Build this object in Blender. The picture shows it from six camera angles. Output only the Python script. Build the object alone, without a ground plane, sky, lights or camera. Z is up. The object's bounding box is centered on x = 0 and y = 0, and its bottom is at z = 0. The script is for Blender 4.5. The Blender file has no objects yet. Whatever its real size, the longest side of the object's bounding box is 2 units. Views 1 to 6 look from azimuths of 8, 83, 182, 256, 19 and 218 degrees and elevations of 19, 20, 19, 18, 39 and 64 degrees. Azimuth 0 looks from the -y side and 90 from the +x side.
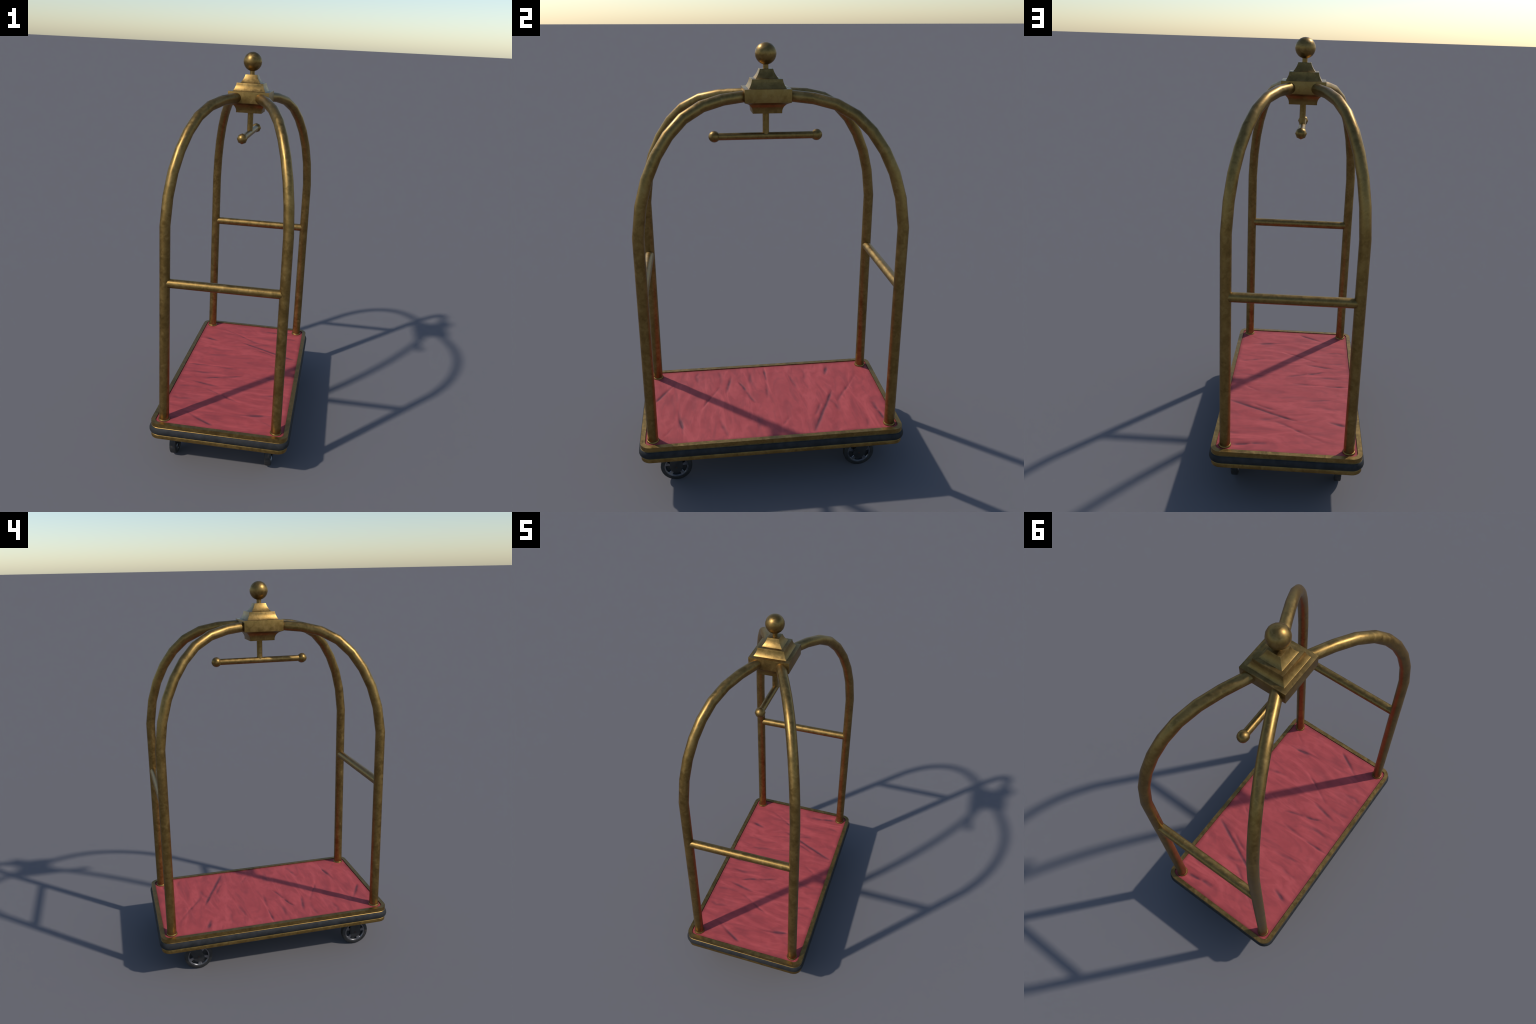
import bpy, bmesh, math
from math import pi, sin, cos, radians
from mathutils import Vector, Matrix, noise

# ------------------------------------------------------------------ sizes (metres)
DECK_X, DECK_Y, DECK_R = 0.3407, 0.6248, 0.047      # deck half extents, corner radius
DECK_TOP, DECK_BOTTOM = 0.2543, 0.1700
RIM_WIDTH = 0.0213                                   # brass border round the carpet
CARPET_Z = 0.2502
POST_X, POST_Y, TUBE_R, TUBE_SIDES = 0.2795, 0.5665, 0.0246, 14
CROWN_X, CROWN_Y, CROWN_Z = 0.0618, 0.100, 1.7842    # where an arch enters the crown
RAIL_Z, RAIL_R = 0.974, 0.0219
BAR_Z, BAR_R, BAR_Y, BAR_BALL = 1.6075, 0.0163, 0.2278, 0.0256
WHEEL_R, WHEEL_HALF, WHEEL_X = 0.0755, 0.0158, 0.2445
FIXED_Y, SWIVEL_Y, PIVOT_Y = -0.468, 0.430, 0.470

scene = bpy.context.scene


# ------------------------------------------------------------------ materials
class Nodes:
    """Small helper to write node graphs as expressions."""

    def __init__(self, name):
        self.mat = bpy.data.materials.new(name)
        self.mat.use_nodes = True
        self.t = self.mat.node_tree
        self.bsdf = self.t.nodes["Principled BSDF"]

    def new(self, kind, **kw):
        n = self.t.nodes.new(kind)
        for k, v in kw.items():
            setattr(n, k, v)
        return n

    def put(self, socket, value):
        if isinstance(value, bpy.types.NodeSocket):
            self.t.links.new(value, socket)
        else:
            socket.default_value = value

    def coords(self, scale=(1, 1, 1), vary=False, rotation=(0, 0, 0)):
        tc = self.new("ShaderNodeTexCoord").outputs["Object"]
        if vary:
            rnd = self.new("ShaderNodeObjectInfo").outputs["Random"]
            mul = self.math("MULTIPLY", rnd, 7.3)
            add = self.new("ShaderNodeVectorMath", operation="ADD")
            self.put(add.inputs[0], tc)
            self.put(add.inputs[1], mul)
            tc = add.outputs[0]
        m = self.new("ShaderNodeMapping")
        m.inputs["Scale"].default_value = scale
        m.inputs["Rotation"].default_value = rotation
        self.put(m.inputs["Vector"], tc)
        return m.outputs[0]

    def noise(self, vec, scale, detail=4, rough=0.55, distortion=0.0):
        n = self.new("ShaderNodeTexNoise")
        self.put(n.inputs["Vector"], vec)
        n.inputs["Scale"].default_value = scale
        n.inputs["Detail"].default_value = detail
        n.inputs["Roughness"].default_value = rough
        n.inputs["Distortion"].default_value = distortion
        return n.outputs["Fac"]

    def math(self, op, a, b=0.0):
        n = self.new("ShaderNodeMath", operation=op)
        self.put(n.inputs[0], a)
        self.put(n.inputs[1], b)
        return n.outputs[0]

    def remap(self, v, a, b, c=0.0, d=1.0):
        n = self.new("ShaderNodeMapRange")
        self.put(n.inputs["Value"], v)
        for k, x in zip(("From Min", "From Max", "To Min", "To Max"), (a, b, c, d)):
            n.inputs[k].default_value = x
        return n.outputs[0]

    def mix(self, fac, a, b, blend="MIX"):
        n = self.new("ShaderNodeMix", data_type="RGBA", blend_type=blend)
        self.put(n.inputs["Factor"], fac)
        for s, v in ((n.inputs[6], a), (n.inputs[7], b)):
            self.put(s, v if isinstance(v, bpy.types.NodeSocket) else (*v, 1.0))
        return n.outputs[2]

    def bump(self, height, strength, distance):
        n = self.new("ShaderNodeBump")
        n.inputs["Strength"].default_value = strength
        n.inputs["Distance"].default_value = distance
        self.put(n.inputs["Height"], height)
        return n.outputs[0]

    def surface(self, **kw):
        for k, v in kw.items():
            self.put(self.bsdf.inputs[k.replace("_", " ")], v if not isinstance(v, tuple) else (*v, 1.0))
        return self.mat


def brass_material():
    n = Nodes("aged_brass")
    p = n.coords(vary=True)
    cloud = n.noise(p, 17.0, 5, 0.6, 0.4)
    blotch = n.noise(p, 46.0, 4, 0.6, 0.8)
    grain = n.noise(p, 210.0, 3, 0.6)
    tone = n.mix(n.remap(cloud, 0.36, 0.66), (0.228, 0.138, 0.041), (0.302, 0.188, 0.060))
    spots = n.math("MULTIPLY", n.remap(blotch, 0.52, 0.72), 0.52)
    tone = n.mix(spots, tone, (0.390, 0.260, 0.098))
    dark = n.math("MULTIPLY", n.remap(blotch, 0.47, 0.29), 0.52)
    tone = n.mix(dark, tone, (0.145, 0.085, 0.024))
    rough = n.math("ADD", n.remap(cloud, 0.3, 0.7, 0.345, 0.43), n.remap(blotch, 0.3, 0.7, -0.05, 0.12))
    return n.surface(Base_Color=tone, Metallic=0.94, Roughness=rough, Specular_IOR_Level=0.3, Normal=n.bump(grain, 0.05, 0.002))


def carpet_material():
    n = Nodes("red_carpet")
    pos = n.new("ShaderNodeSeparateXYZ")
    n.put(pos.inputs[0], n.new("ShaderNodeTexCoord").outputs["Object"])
    wide = n.noise(n.coords((3.0, 13.0, 1.0), rotation=(0, 0, radians(14))), 1.0, 3, 0.55, 1.6)
    cross = n.noise(n.coords((5.0, 17.0, 1.0), rotation=(0, 0, radians(-16))), 1.0, 3, 0.55, 1.2)
    cloud = n.noise(n.coords(), 11.0, 5, 0.6, 0.6)
    weave = n.noise(n.coords((300.0, 700.0, 300.0)), 1.0, 2, 0.5)
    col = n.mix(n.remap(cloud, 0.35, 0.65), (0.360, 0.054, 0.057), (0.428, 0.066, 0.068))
    col = n.mix(n.math("MULTIPLY", n.remap(wide, 0.47, 0.34), 0.58), col, (0.275, 0.046, 0.051))  # dark and light streaks tint the red with fold shading and ridge highlights
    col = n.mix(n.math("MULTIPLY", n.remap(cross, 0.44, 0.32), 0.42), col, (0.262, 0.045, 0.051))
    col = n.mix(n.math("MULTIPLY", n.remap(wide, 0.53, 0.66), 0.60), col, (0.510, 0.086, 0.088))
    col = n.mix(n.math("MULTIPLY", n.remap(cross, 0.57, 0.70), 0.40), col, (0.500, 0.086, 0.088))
    depth = n.remap(pos.outputs[2], CARPET_Z - 0.0009, CARPET_Z - 0.0043)  # crease occlusion baked into the colour, darkening with depth
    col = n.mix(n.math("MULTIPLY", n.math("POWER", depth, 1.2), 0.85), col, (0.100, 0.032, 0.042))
    # contact shade beside the brass border, painted as a darker red
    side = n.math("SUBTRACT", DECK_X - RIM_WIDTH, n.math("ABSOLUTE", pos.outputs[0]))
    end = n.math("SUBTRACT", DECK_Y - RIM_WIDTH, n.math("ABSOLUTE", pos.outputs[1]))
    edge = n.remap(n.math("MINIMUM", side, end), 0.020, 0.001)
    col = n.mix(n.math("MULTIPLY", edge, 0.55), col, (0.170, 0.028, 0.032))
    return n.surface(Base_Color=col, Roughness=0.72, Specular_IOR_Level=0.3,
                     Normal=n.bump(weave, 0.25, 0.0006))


def rubber_material():
    n = Nodes("black_rubber")
    p = n.coords(vary=True)
    c = n.noise(p, 25.0, 5, 0.6)
    col = n.mix(n.remap(c, 0.35, 0.7), (0.021, 0.0212, 0.0215), (0.038, 0.0385, 0.0395))
    return n.surface(Base_Color=col, Specular_IOR_Level=0.12, Roughness=n.remap(c, 0.3, 0.7, 0.50, 0.62),
                     Normal=n.bump(n.noise(p, 300.0, 2), 0.08, 0.002))


def tyre_material():
    n = Nodes("worn_tyre_rubber")
    p = n.coords(vary=True)
    c = n.noise(p, 30.0, 5, 0.6)
    col = n.mix(n.remap(c, 0.35, 0.7), (0.012, 0.012, 0.012), (0.028, 0.0285, 0.029))
    scuff = n.math("MULTIPLY", n.remap(n.noise(p, 55.0, 4, 0.65), 0.60, 0.72), 0.8)
    col = n.mix(scuff, col, (0.105, 0.070, 0.050))
    return n.surface(Base_Color=col, Roughness=0.6, Normal=n.bump(c, 0.1, 0.002))


def steel_material(name, dark, light, metallic, rough):
    n = Nodes(name)
    p = n.coords(vary=True)
    c = n.noise(p, 40.0, 5, 0.6)
    col = n.mix(n.remap(c, 0.35, 0.7), dark, light)
    return n.surface(Base_Color=col, Metallic=metallic, Roughness=n.remap(c, 0.3, 0.7, rough - 0.06, rough + 0.08))


BRASS = brass_material()
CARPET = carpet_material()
RUBBER = rubber_material()
TYRE = tyre_material()
RIM = steel_material("grey_wheel_metal", (0.19, 0.19, 0.20), (0.33, 0.33, 0.345), 0.9, 0.33)
FORK = steel_material("dark_fork_metal", (0.014, 0.0145, 0.015), (0.028, 0.028, 0.029), 0.0, 0.5)
RUST = steel_material("rusty_bolt_metal", (0.045, 0.022, 0.014), (0.09, 0.045, 0.03), 0.3, 0.6)


# ------------------------------------------------------------------ mesh helpers
def mesh_from_loops(loops, cap=True, closed=False):
    """Skin a list of vertex loops of equal length."""
    n, verts, faces = len(loops[0]), [], []
    for l in loops:
        verts += l
    pairs = [(i, i + 1) for i in range(len(loops) - 1)]
    if closed:
        pairs.append((len(loops) - 1, 0))
    for i, j in pairs:
        for k in range(n):
            m = (k + 1) % n
            faces.append((i * n + k, i * n + m, j * n + m, j * n + k))
    if cap and not closed:
        faces.append(tuple(reversed(range(n))))
        faces.append(tuple(range((len(loops) - 1) * n, len(loops) * n)))
    return verts, faces


def build(name, parts, material, smooth=35.0, bevel=None):
    """Join (verts, faces) parts into one mesh datablock with outward normals."""
    bm = bmesh.new()
    for verts, faces in parts:
        vs = [bm.verts.new(v) for v in verts]
        for f in faces:
            bm.faces.new([vs[i] for i in f])
    bmesh.ops.recalc_face_normals(bm, faces=bm.faces)
    if bevel:
        sharp = [e for e in bm.edges if len(e.link_faces) == 2 and e.calc_face_angle() > radians(bevel[1])]
        bmesh.ops.bevel(bm, geom=sharp, offset=bevel[0], segments=2, profile=0.6, affect="EDGES", clamp_overlap=True)
    for f in bm.faces:
        f.smooth = True
    for e in bm.edges:
        e.smooth = not (len(e.link_faces) == 2 and e.calc_face_angle() > radians(smooth))
    me = bpy.data.meshes.new(name)
    bm.to_mesh(me)
    bm.free()
    me.materials.append(material)
    return me


def add(name, me, parent, matrix=None):
    o = bpy.data.objects.new(name, me)
    scene.collection.objects.link(o)
    o.parent = parent
    if matrix is not None:
        o.matrix_local = matrix
    return o


def rounded_rect(hx, hy, r, z, steps=7):
    out = []
    for sx, sy, a0 in ((1, 1, 0), (-1, 1, 90), (-1, -1, 180), (1, -1, 270)):
        for i in range(steps + 1):
            a = radians(a0 + 90 * i / steps)
            out.append((sx * (hx - r) + r * cos(a), sy * (hy - r) + r * sin(a), z))
    return out


def deck_sweep(profile):
    """Profile of (outward offset, z) carried round the deck outline."""
    return mesh_from_loops([rounded_rect(DECK_X + o, DECK_Y + o, DECK_R + o, z) for o, z in profile])


def tube(path, radius, sides=TUBE_SIDES, spin=0.0):
    """Round tube along a polyline; radius may be a list. Rings mitred at the bends."""
    path = [Vector(p) for p in path]
    radii = radius if isinstance(radius, (list, tuple)) else [radius] * len(path)
    dirs = [(path[i + 1] - path[i]).normalized() for i in range(len(path) - 1)]
    side = dirs[0].orthogonal().normalized()
    loops = []
    for i, p in enumerate(path):
        a, b = dirs[max(i - 1, 0)], dirs[min(i, len(dirs) - 1)]
        t = (a + b).normalized()
        side = (side - t * side.dot(t)).normalized()
        up = t.cross(side)
        stretch = 1.0 / max(0.5, t.dot(b))
        axis = (b - a)
        ring = []
        for k in range(sides):
            ang = spin + 2 * pi * k / sides
            d = side * cos(ang) + up * sin(ang)
            if axis.length > 1e-4:
                w = axis.normalized()
                d = d + w * d.dot(w) * (stretch - 1.0)
            ring.append(tuple(p + d * radii[i]))
        loops.append(ring)
    return mesh_from_loops(loops)


def ball(centre, r, segs, rings, pole="Z"):
    loops = []
    for i in range(1, rings):
        th = pi * i / rings
        loops.append([(r * sin(th) * cos(2 * pi * k / segs), r * sin(th) * sin(2 * pi * k / segs), r * cos(th))
                      for k in range(segs)])
    verts, faces = mesh_from_loops(loops, cap=False)
    n = len(verts)
    verts += [(0, 0, r), (0, 0, -r)]
    last = (rings - 2) * segs
    for k in range(segs):
        m = (k + 1) % segs
        faces.append((n, m, k))
        faces.append((n + 1, last + k, last + m))
    rot = Matrix.Rotation(pi / 2, 4, "X") if pole == "Y" else Matrix.Identity(4)
    return [tuple(Vector(centre) + rot @ Vector(v)) for v in verts], faces


def lathe_x(profile, segs, phase=0.0):
    """Closed profile of (radius, x) turned about the x axis."""
    loops = [[(x, r * cos(phase + 2 * pi * k / segs), r * sin(phase + 2 * pi * k / segs)) for k in range(segs)]
             for r, x in profile]
    return mesh_from_loops(loops, closed=True)


def prism_x(outline, x0, x1):
    """Extrude a (y, z) outline from x0 to x1."""
    return mesh_from_loops([[(x0, y, z) for y, z in outline], [(x1, y, z) for y, z in outline]])


def disc_z(cx, cy, r, z0, z1, segs=16):
    return mesh_from_loops([[(cx + r * cos(2 * pi * k / segs), cy + r * sin(2 * pi * k / segs), z) for k in range(segs)]
                            for z in (z0, z1)])


# ------------------------------------------------------------------ the cart
cart = bpy.data.objects.new("luggage_cart", None)
scene.collection.objects.link(cart)
cart["label"] = "brass hotel luggage cart with red carpet and arched rails"
cart["category"] = "luggage cart"

# deck: brass tray edge, rubber bumper, lower brass plate
add("deck_frame", build("deck_frame", [deck_sweep([
    (-RIM_WIDTH, 0.2400), (-RIM_WIDTH, DECK_TOP), (0.0, DECK_TOP),
    (0.0, 0.2343), (-0.0022, 0.2339), (-0.0024, 0.2330), (0.0002, 0.2306), (0.0, 0.2298), (-0.006, 0.2290)])], BRASS, 25.0), cart)
add("bumper", build("bumper", [deck_sweep([
    (-0.010, 0.2306), (0.0000, 0.2300), (0.0040, 0.2266), (0.0075, 0.2190), (0.0088, 0.2130),
    (0.0088, 0.2070), (0.0072, 0.2005), (0.0040, 0.1958), (-0.0030, 0.1926), (-0.010, 0.1918)])], RUBBER, 50.0), cart)
add("lower_plate", build("lower_plate", [deck_sweep([
    (-0.012, 0.1932), (-0.0045, 0.1930), (-0.0003, 0.1891), (0.0, 0.1884), (0.0, DECK_BOTTOM + 0.0010),
    (-0.0010, DECK_BOTTOM), (-0.020, DECK_BOTTOM - 0.0002)])], BRASS, 25.0), cart)

# carpet: creases given as centre lines (points, depth in mm, half width in mm), soft folds from noise
CREASES = [
    ([(0.300, 0.197), (0.190, 0.247), (0.090, 0.294), (0.034, 0.321)], 3.0, 6.5),
    ([(0.060, 0.309), (0.030, 0.321), (-0.035, 0.350)], 3.6, 6.0),
    ([(0.220, -0.428), (0.175, -0.434), (0.130, -0.444)], 2.9, 5.5),
    ([(0.300, -0.427), (0.210, -0.430), (0.120, -0.446), (0.040, -0.452)], 1.9, 7.0),
    ([(0.265, -0.522), (0.230, -0.500), (0.190, -0.480)], 1.5, 6.0),
    ([(-0.030, -0.570), (-0.058, -0.558), (-0.115, -0.525), (-0.180, -0.484)], 2.6, 6.5),
    ([(0.055, -0.336), (0.000, -0.312), (-0.046, -0.285), (-0.135, -0.240)], 2.8, 6.5),
    ([(-0.085, -0.202), (-0.160, -0.186), (-0.240, -0.168)], 2.5, 7.5),
    ([(-0.175, -0.130), (-0.130, -0.112), (-0.085, -0.098)], 3.0, 6.0),
    ([(-0.090, -0.100), (-0.020, -0.080), (0.035, -0.058)], 2.1, 6.5),
    ([(-0.319, 0.018), (-0.250, 0.018), (-0.170, 0.019)], 3.0, 6.0),
    ([(-0.180, 0.019), (-0.090, 0.013), (0.000, 0.005)], 2.1, 7.5),
    ([(0.240, 0.050), (0.200, 0.075), (0.165, 0.098)], 1.8, 7.5),
    ([(0.190, 0.216), (0.120, 0.248), (0.062, 0.275)], 1.9, 6.5),
    ([(0.060, 0.362), (-0.005, 0.400), (-0.060, 0.440), (-0.175, 0.512)], 2.4, 6.5),
    ([(-0.195, 0.346), (-0.240, 0.360), (-0.280, 0.375)], 2.7, 8.5),
    ([(-0.290, 0.130), (-0.150, 0.160), (0.000, 0.188)], 1.5, 8.0),
    ([(-0.110, 0.290), (-0.050, 0.303), (0.010, 0.317)], 1.6, 6.5),
    ([(0.085, 0.537), (0.140, 0.541), (0.176, 0.547)], 2.4, 8.0),
    ([(0.160, 0.545), (0.200, 0.551), (0.245, 0.555)], 3.6, 6.5),
    ([(0.220, 0.478), (0.260, 0.467), (0.295, 0.457)], 1.6, 9.0),
    ([(0.120, -0.258), (0.210, -0.236), (0.305, -0.213)], 1.6, 9.0),
    ([(-0.200, -0.350), (-0.258, -0.362), (-0.310, -0.338)], 1.7, 9.0),
    ([(0.020, 0.315), (0.090, 0.345), (0.150, 0.352)], 1.5, 8.0),
    ([(-0.270, -0.055), (-0.200, -0.068), (-0.120, -0.060)], 1.6, 9.0),
    ([(-0.300, -0.235), (-0.230, -0.225), (-0.160, -0.232)], 1.6, 9.0),
    ([(0.300, -0.080), (0.220, -0.060), (0.130, -0.055)], 1.4, 9.0),
    ([(-0.290, 0.225), (-0.220, 0.235), (-0.150, 0.228)], 1.3, 9.0),
]


def crease_height(x, y):
    h = 0.0
    for pts, depth, half in CREASES:
        w = half * 0.00112
        if not (min(p[0] for p in pts) - 6 * w < x < max(p[0] for p in pts) + 6 * w
                and min(p[1] for p in pts) - 6 * w < y < max(p[1] for p in pts) + 6 * w):
            continue
        best, along = 9.0, 0.0
        n = len(pts) - 1
        for i in range(n):
            ax, ay = pts[i]
            dx, dy = pts[i + 1][0] - ax, pts[i + 1][1] - ay
            t = max(0.0, min(1.0, ((x - ax) * dx + (y - ay) * dy) / (dx * dx + dy * dy)))
            d = math.hypot(x - ax - t * dx, y - ay - t * dy)
            if d < best:
                best, along = d, (i + t) / n
        wob = 1.0 + 0.35 * noise.noise(Vector((x * 30, y * 30, 4.0)))
        fade = max(0.0, sin(pi * (0.06 + 0.88 * along))) ** 0.7
        h = min(h, -depth * 0.00145 * fade * wob * (0.75 * math.exp(-(best / w) ** 2) + 0.35 * math.exp(-(best / (2.8 * w)) ** 2)))
    return h


def fold_height(x, y):
    a = radians(-14 + 16 * noise.noise(Vector((x * 2.2, y * 2.2, 7.0))))
    u, v = x * cos(a) + y * sin(a), -x * sin(a) + y * cos(a)
    f = noise.noise(Vector((u * 3.5, v * 15.0, 1.0))) + 0.45 * noise.noise(Vector((u * 7.0, v * 30.0, 3.0)))
    return 0.0019 * f + 0.0008 * noise.noise(Vector((x * 9, y * 9, 11.0)))


def carpet_mesh():
    hx, hy, r = DECK_X - RIM_WIDTH - 0.0006, DECK_Y - RIM_WIDTH - 0.0006, DECK_R - RIM_WIDTH - 0.001
    nx, ny, nr = 150, 270, 9
    ys = [-hy + r * (1 - cos(pi / 2 * i / nr)) for i in range(nr)]
    ys += [-(hy - r) + 2 * (hy - r) * i / ny for i in range(ny + 1)]
    ys += [hy - r * (1 - cos(pi / 2 * i / nr)) for i in reversed(range(nr))]
    verts, faces = [], []
    for y in ys:
        over = max(0.0, abs(y) - (hy - r))
        w = hx - r + math.sqrt(max(0.0, r * r - over * over))
        for i in range(nx + 1):
            x = w * (2 * i / nx - 1)
            edge = min(hx - abs(x), hy - abs(y))
            k = min(1.0, max(0.0, edge / 0.02))
            z = CARPET_Z + fold_height(x, y) * k + crease_height(x, y) * min(1.0, 0.4 + 0.6 * k)
            z -= 0.0006 * max(0.0, 1 - edge / 0.005) ** 2
            verts.append((x, y, z))
    row = nx + 1
    for j in range(len(ys) - 1):
        for i in range(nx):
            faces.append((j * row + i, j * row + i + 1, (j + 1) * row + i + 1, (j + 1) * row + i))
    # hem: the border turned down into the tray
    border = [i for i in range(row)] + [j * row + nx for j in range(1, len(ys))] \
        + [(len(ys) - 1) * row + i for i in reversed(range(nx))] + [j * row for j in reversed(range(1, len(ys) - 1))]
    base = len(verts)
    verts += [(verts[b][0], verts[b][1], 0.2412) for b in border]
    for k in range(len(border)):
        m = (k + 1) % len(border)
        faces.append((border[m], border[k], base + k, base + m))
    faces.append(tuple(base + k for k in reversed(range(len(border)))))
    return build("carpet", [(verts, faces)], CARPET, 60.0)


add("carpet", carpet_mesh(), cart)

# arched corner posts: straight up, then bending over in facets to the crown
ARCH = [(0.992, 1.247), (0.953, 1.377), (0.889, 1.482), (0.800, 1.573), (0.690, 1.650), (0.556, 1.7125),
        (0.388, 1.7555), (0.200, 1.7765), (0.0, CROWN_Z), (-0.13, CROWN_Z + 0.001)]


def arch_path(sx):
    pts = [(sx * POST_X, POST_Y, 0.2485)]
    for t, z in ARCH:
        pts.append((sx * (CROWN_X + (POST_X - CROWN_X) * t), CROWN_Y + (POST_Y - CROWN_Y) * t, z))
    return pts


HALF_TURN = Matrix.Rotation(pi, 4, "Z")
for sx in (1, -1):
    me = build("arch_post", [tube(arch_path(sx), TUBE_R)], BRASS, 50.0)
    ring = [(TUBE_R - 0.002, 0.2410), (TUBE_R + 0.0038, 0.2410), (TUBE_R + 0.0045, 0.2500), (TUBE_R + 0.0038, 0.2545),
            (TUBE_R + 0.0018, 0.2575), (TUBE_R - 0.002, 0.2585)]
    collar = build("post_collar", [mesh_from_loops(
        [[(sx * POST_X + r * cos(2 * pi * k / 20), POST_Y + r * sin(2 * pi * k / 20), z) for k in range(20)]
         for r, z in ring])], BRASS, 40.0)
    for m in (None, HALF_TURN):
        post = add("arch_post", me, cart, m)
        add("post_collar", collar, post)

# cross rails between the posts at each end
rail = build("cross_rail", [tube([(-POST_X + 0.010, POST_Y - 0.0025, RAIL_Z), (0, POST_Y - 0.0025, RAIL_Z),
                                  (POST_X - 0.010, POST_Y - 0.0025, RAIL_Z)], RAIL_R, 12)], BRASS, 50.0)
for m in (None, HALF_TURN):
    add("cross_rail", rail, cart, m)


# crown: square block with two concave roof tiers above and a cove below
def cove(a, b, pull, steps=5):
    """Concave run from (half width, z) a to b, bowed inwards by pull."""
    mid = ((a[0] + b[0]) / 2 - pull * 2 * 0.93, (a[1] + b[1]) / 2 - pull * 2 * 0.36)
    return [((1 - t) ** 2 * a[0] + 2 * t * (1 - t) * mid[0] + t * t * b[0],
             (1 - t) ** 2 * a[1] + 2 * t * (1 - t) * mid[1] + t * t * b[1]) for t in (i / steps for i in range(steps + 1))]


def square(h, z):
    return [(h, h, z), (-h, h, z), (-h, -h, z), (h, -h, z)]


under = [(0.0635, 1.712), (0.0636, 1.7225), (0.0660, 1.7325), (0.0715, 1.7425), (0.0800, 1.7510), (0.0880, 1.7553)]
crown_profile = under + [(0.1000, 1.7600), (0.1000, 1.8150)] \
    + cove((0.0808, 1.8152), (0.0652, 1.8535), 0.0028) + cove((0.0498, 1.8540), (0.0285, 1.8930), 0.0027)
crown = add("crown", build("crown", [mesh_from_loops([square(h, z) for h, z in crown_profile])], BRASS, 28.0, (0.0007, 40)), cart)

finial = add("finial", build("finial", [tube([(0, 0, 1.890), (0, 0, 1.914)], 0.0118, 10)], BRASS, 50.0), cart)
add("finial_ball", build("finial_ball", [ball((0, 0, 1.954), 0.046, 18, 12)], BRASS, 60.0), finial)

# hanging bar under the crown
hanger = add("hanger_bar", build("hanger_bar", [tube([(0, -BAR_Y, BAR_Z), (0, -0.1, BAR_Z), (0, 0.1, BAR_Z), (0, BAR_Y, BAR_Z)], BAR_R, 10, pi / 10)], BRASS, 50.0), cart)
add("hanger_stem", build("hanger_stem", [tube([(0, 0, 1.714), (0, 0, BAR_Z)], 0.0143, 10)], BRASS, 50.0), hanger)
end = build("bar_end_ball", [ball((0, BAR_Y, BAR_Z), BAR_BALL, 8, 8, "Y")], BRASS, 60.0)
for m in (None, HALF_TURN):
    add("bar_end_ball", end, hanger, m)

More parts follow.
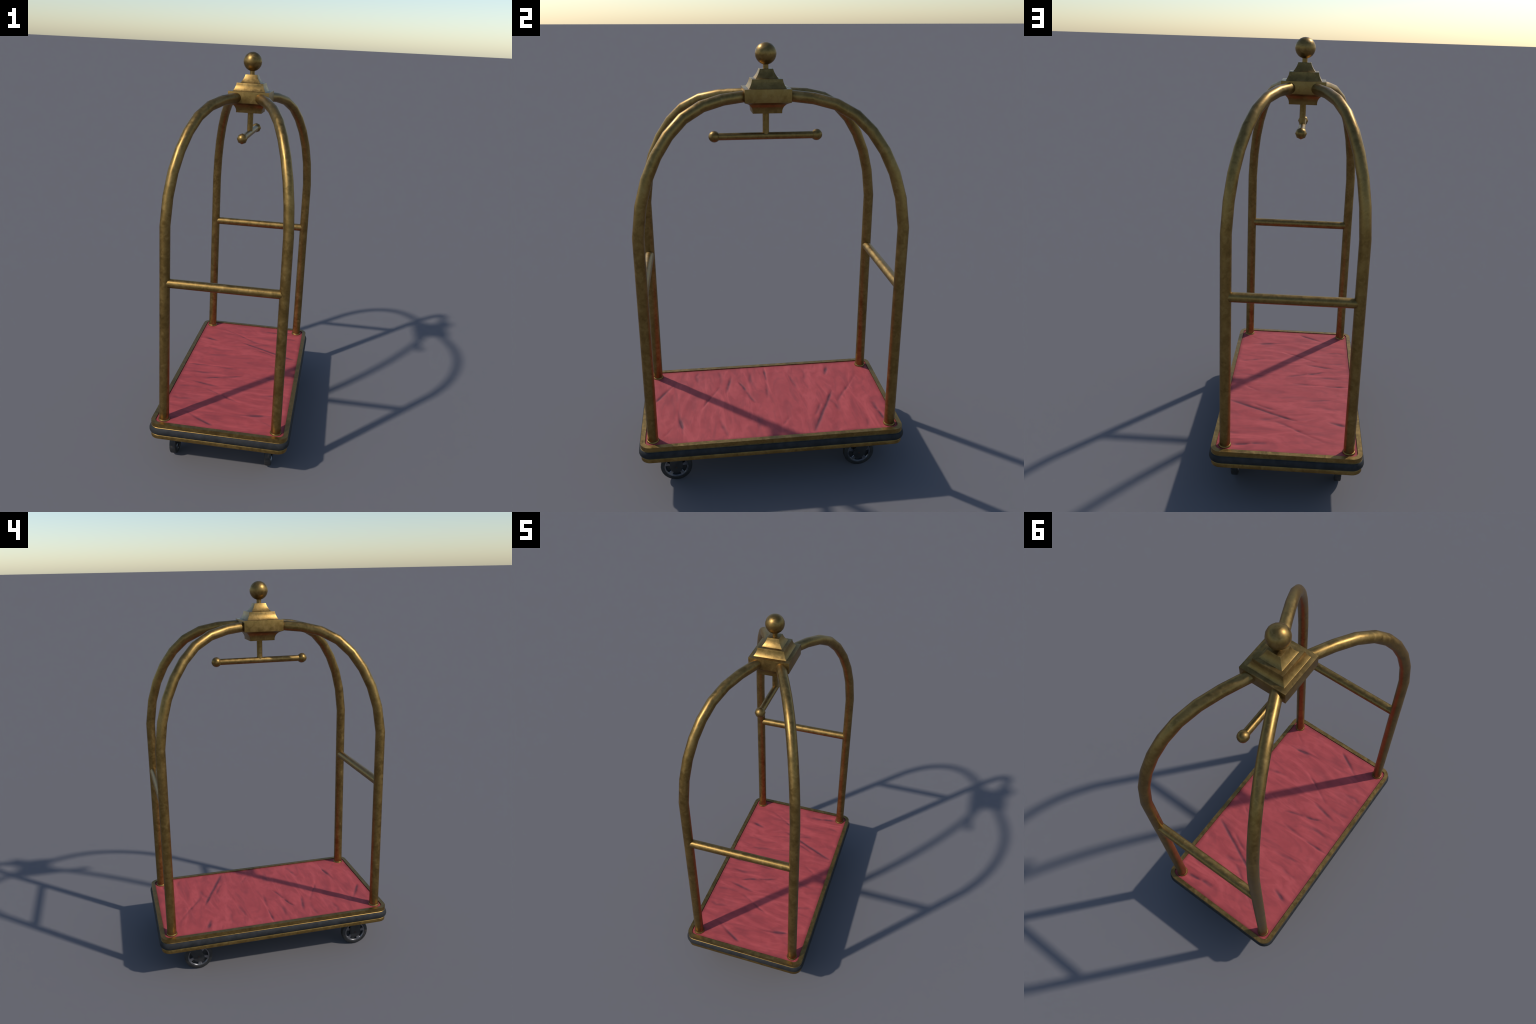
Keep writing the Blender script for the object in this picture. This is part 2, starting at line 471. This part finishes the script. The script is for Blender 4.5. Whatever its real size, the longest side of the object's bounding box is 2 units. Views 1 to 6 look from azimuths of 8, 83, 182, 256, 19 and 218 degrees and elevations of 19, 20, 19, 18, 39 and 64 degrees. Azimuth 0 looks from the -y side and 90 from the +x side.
# casters: built about the wheel centre, outer face towards +x
tyre_me = build("tyre", [lathe_x([(0.0560, -0.0140), (0.0580, -WHEEL_HALF), (0.0715, -WHEEL_HALF), (0.0745, -0.0138),
                                  (WHEEL_R, -0.0100), (WHEEL_R, 0.0100), (0.0745, 0.0138), (0.0715, WHEEL_HALF),
                                  (0.0580, WHEEL_HALF), (0.0560, 0.0140)], 28)], TYRE, 40.0)
rim_parts = [
    lathe_x([(0.0500, -0.0120), (0.0525, -0.0152), (0.0572, -0.0155), (0.0572, 0.0155), (0.0525, 0.0152), (0.0500, 0.0120)], 28),
    lathe_x([(0.0040, -0.0150), (0.0240, -0.0150), (0.0265, -0.0120), (0.0265, 0.0120), (0.0240, 0.0150), (0.0040, 0.0150)], 24),
]
for k in range(5):
    a = 2 * pi * k / 5 + radians(-54)
    c, s = cos(a), sin(a)
    loops = []
    for d, half, t in ((0.022, 0.0085, 0.0135), (0.036, 0.0080, 0.0125), (0.045, 0.0095, 0.0130), (0.0525, 0.0140, 0.0148)):
        q = [(t, half * 0.78), (t * 0.8, half), (-t * 0.8, half), (-t, half * 0.78),
             (-t, -half * 0.78), (-t * 0.8, -half), (t * 0.8, -half), (t, -half * 0.78)]
        loops.append([(x, d * c - w * s, d * s + w * c) for x, w in q])
    rim_parts.append(mesh_from_loops(loops))
rim_me = build("wheel_rim", rim_parts, RIM, 30.0)
web_me = build("wheel_web", [lathe_x([(0.0040, -0.0020), (0.0540, -0.0020), (0.0540, 0.0020), (0.0040, 0.0020)], 28)], FORK, 30.0)  # disc in near-black fork colour, darkened to show shadow inside the wheel windows
bolt_me = build("axle_bolt", [prism_x([(0.0042 * cos(2 * pi * k / 8), 0.0042 * sin(2 * pi * k / 8)) for k in range(8)], -0.0225, 0.0225)], RUST, 40.0)


def fork_mesh(lean):
    """Side plates round the axle, a bridge over the wheel and a pad under the deck; top shifted by lean in y."""
    top = DECK_BOTTOM - 0.0005 - WHEEL_R
    r = 0.0305
    lower = [(r * cos(radians(180 + 180 * i / 12)), r * sin(radians(180 + 180 * i / 12))) for i in range(13)]
    outline = lower + [(lean * 0.95 + r * 0.97, top), (lean * 0.95 - r * 0.97, top)]
    parts = [prism_x(outline, s * 0.0172, s * 0.0208) for s in (1, -1)]
    parts.append(mesh_from_loops([[(x, lean * 0.95 + y, z) for x, y in ((0.018, 0.029), (-0.018, 0.029), (-0.018, -0.029), (0.018, -0.029))]
                                  for z in (top - 0.010, top - 0.001)]))
    parts.append(disc_z(0, lean, 0.030, top - 0.006, top + 0.0012))
    return build("caster", parts, FORK, 30.0, (0.0007, 60))


fixed_me, swivel_me = fork_mesh(0.0), fork_mesh(PIVOT_Y - SWIVEL_Y)
for i, (sx, y, me) in enumerate(((1, FIXED_Y, fixed_me), (-1, FIXED_Y, fixed_me), (1, SWIVEL_Y, swivel_me), (-1, SWIVEL_Y, swivel_me))):
    caster = add("caster", me, cart, Matrix.Translation((sx * WHEEL_X, y, WHEEL_R)))
    spin = Matrix.Rotation(radians((0, 9, 0, 31)[i]), 4, "X")
    add("tyre", tyre_me, caster, spin)
    add("wheel_rim", rim_me, caster, spin)
    add("wheel_web", web_me, caster, spin)
    add("axle_bolt", bolt_me, caster)
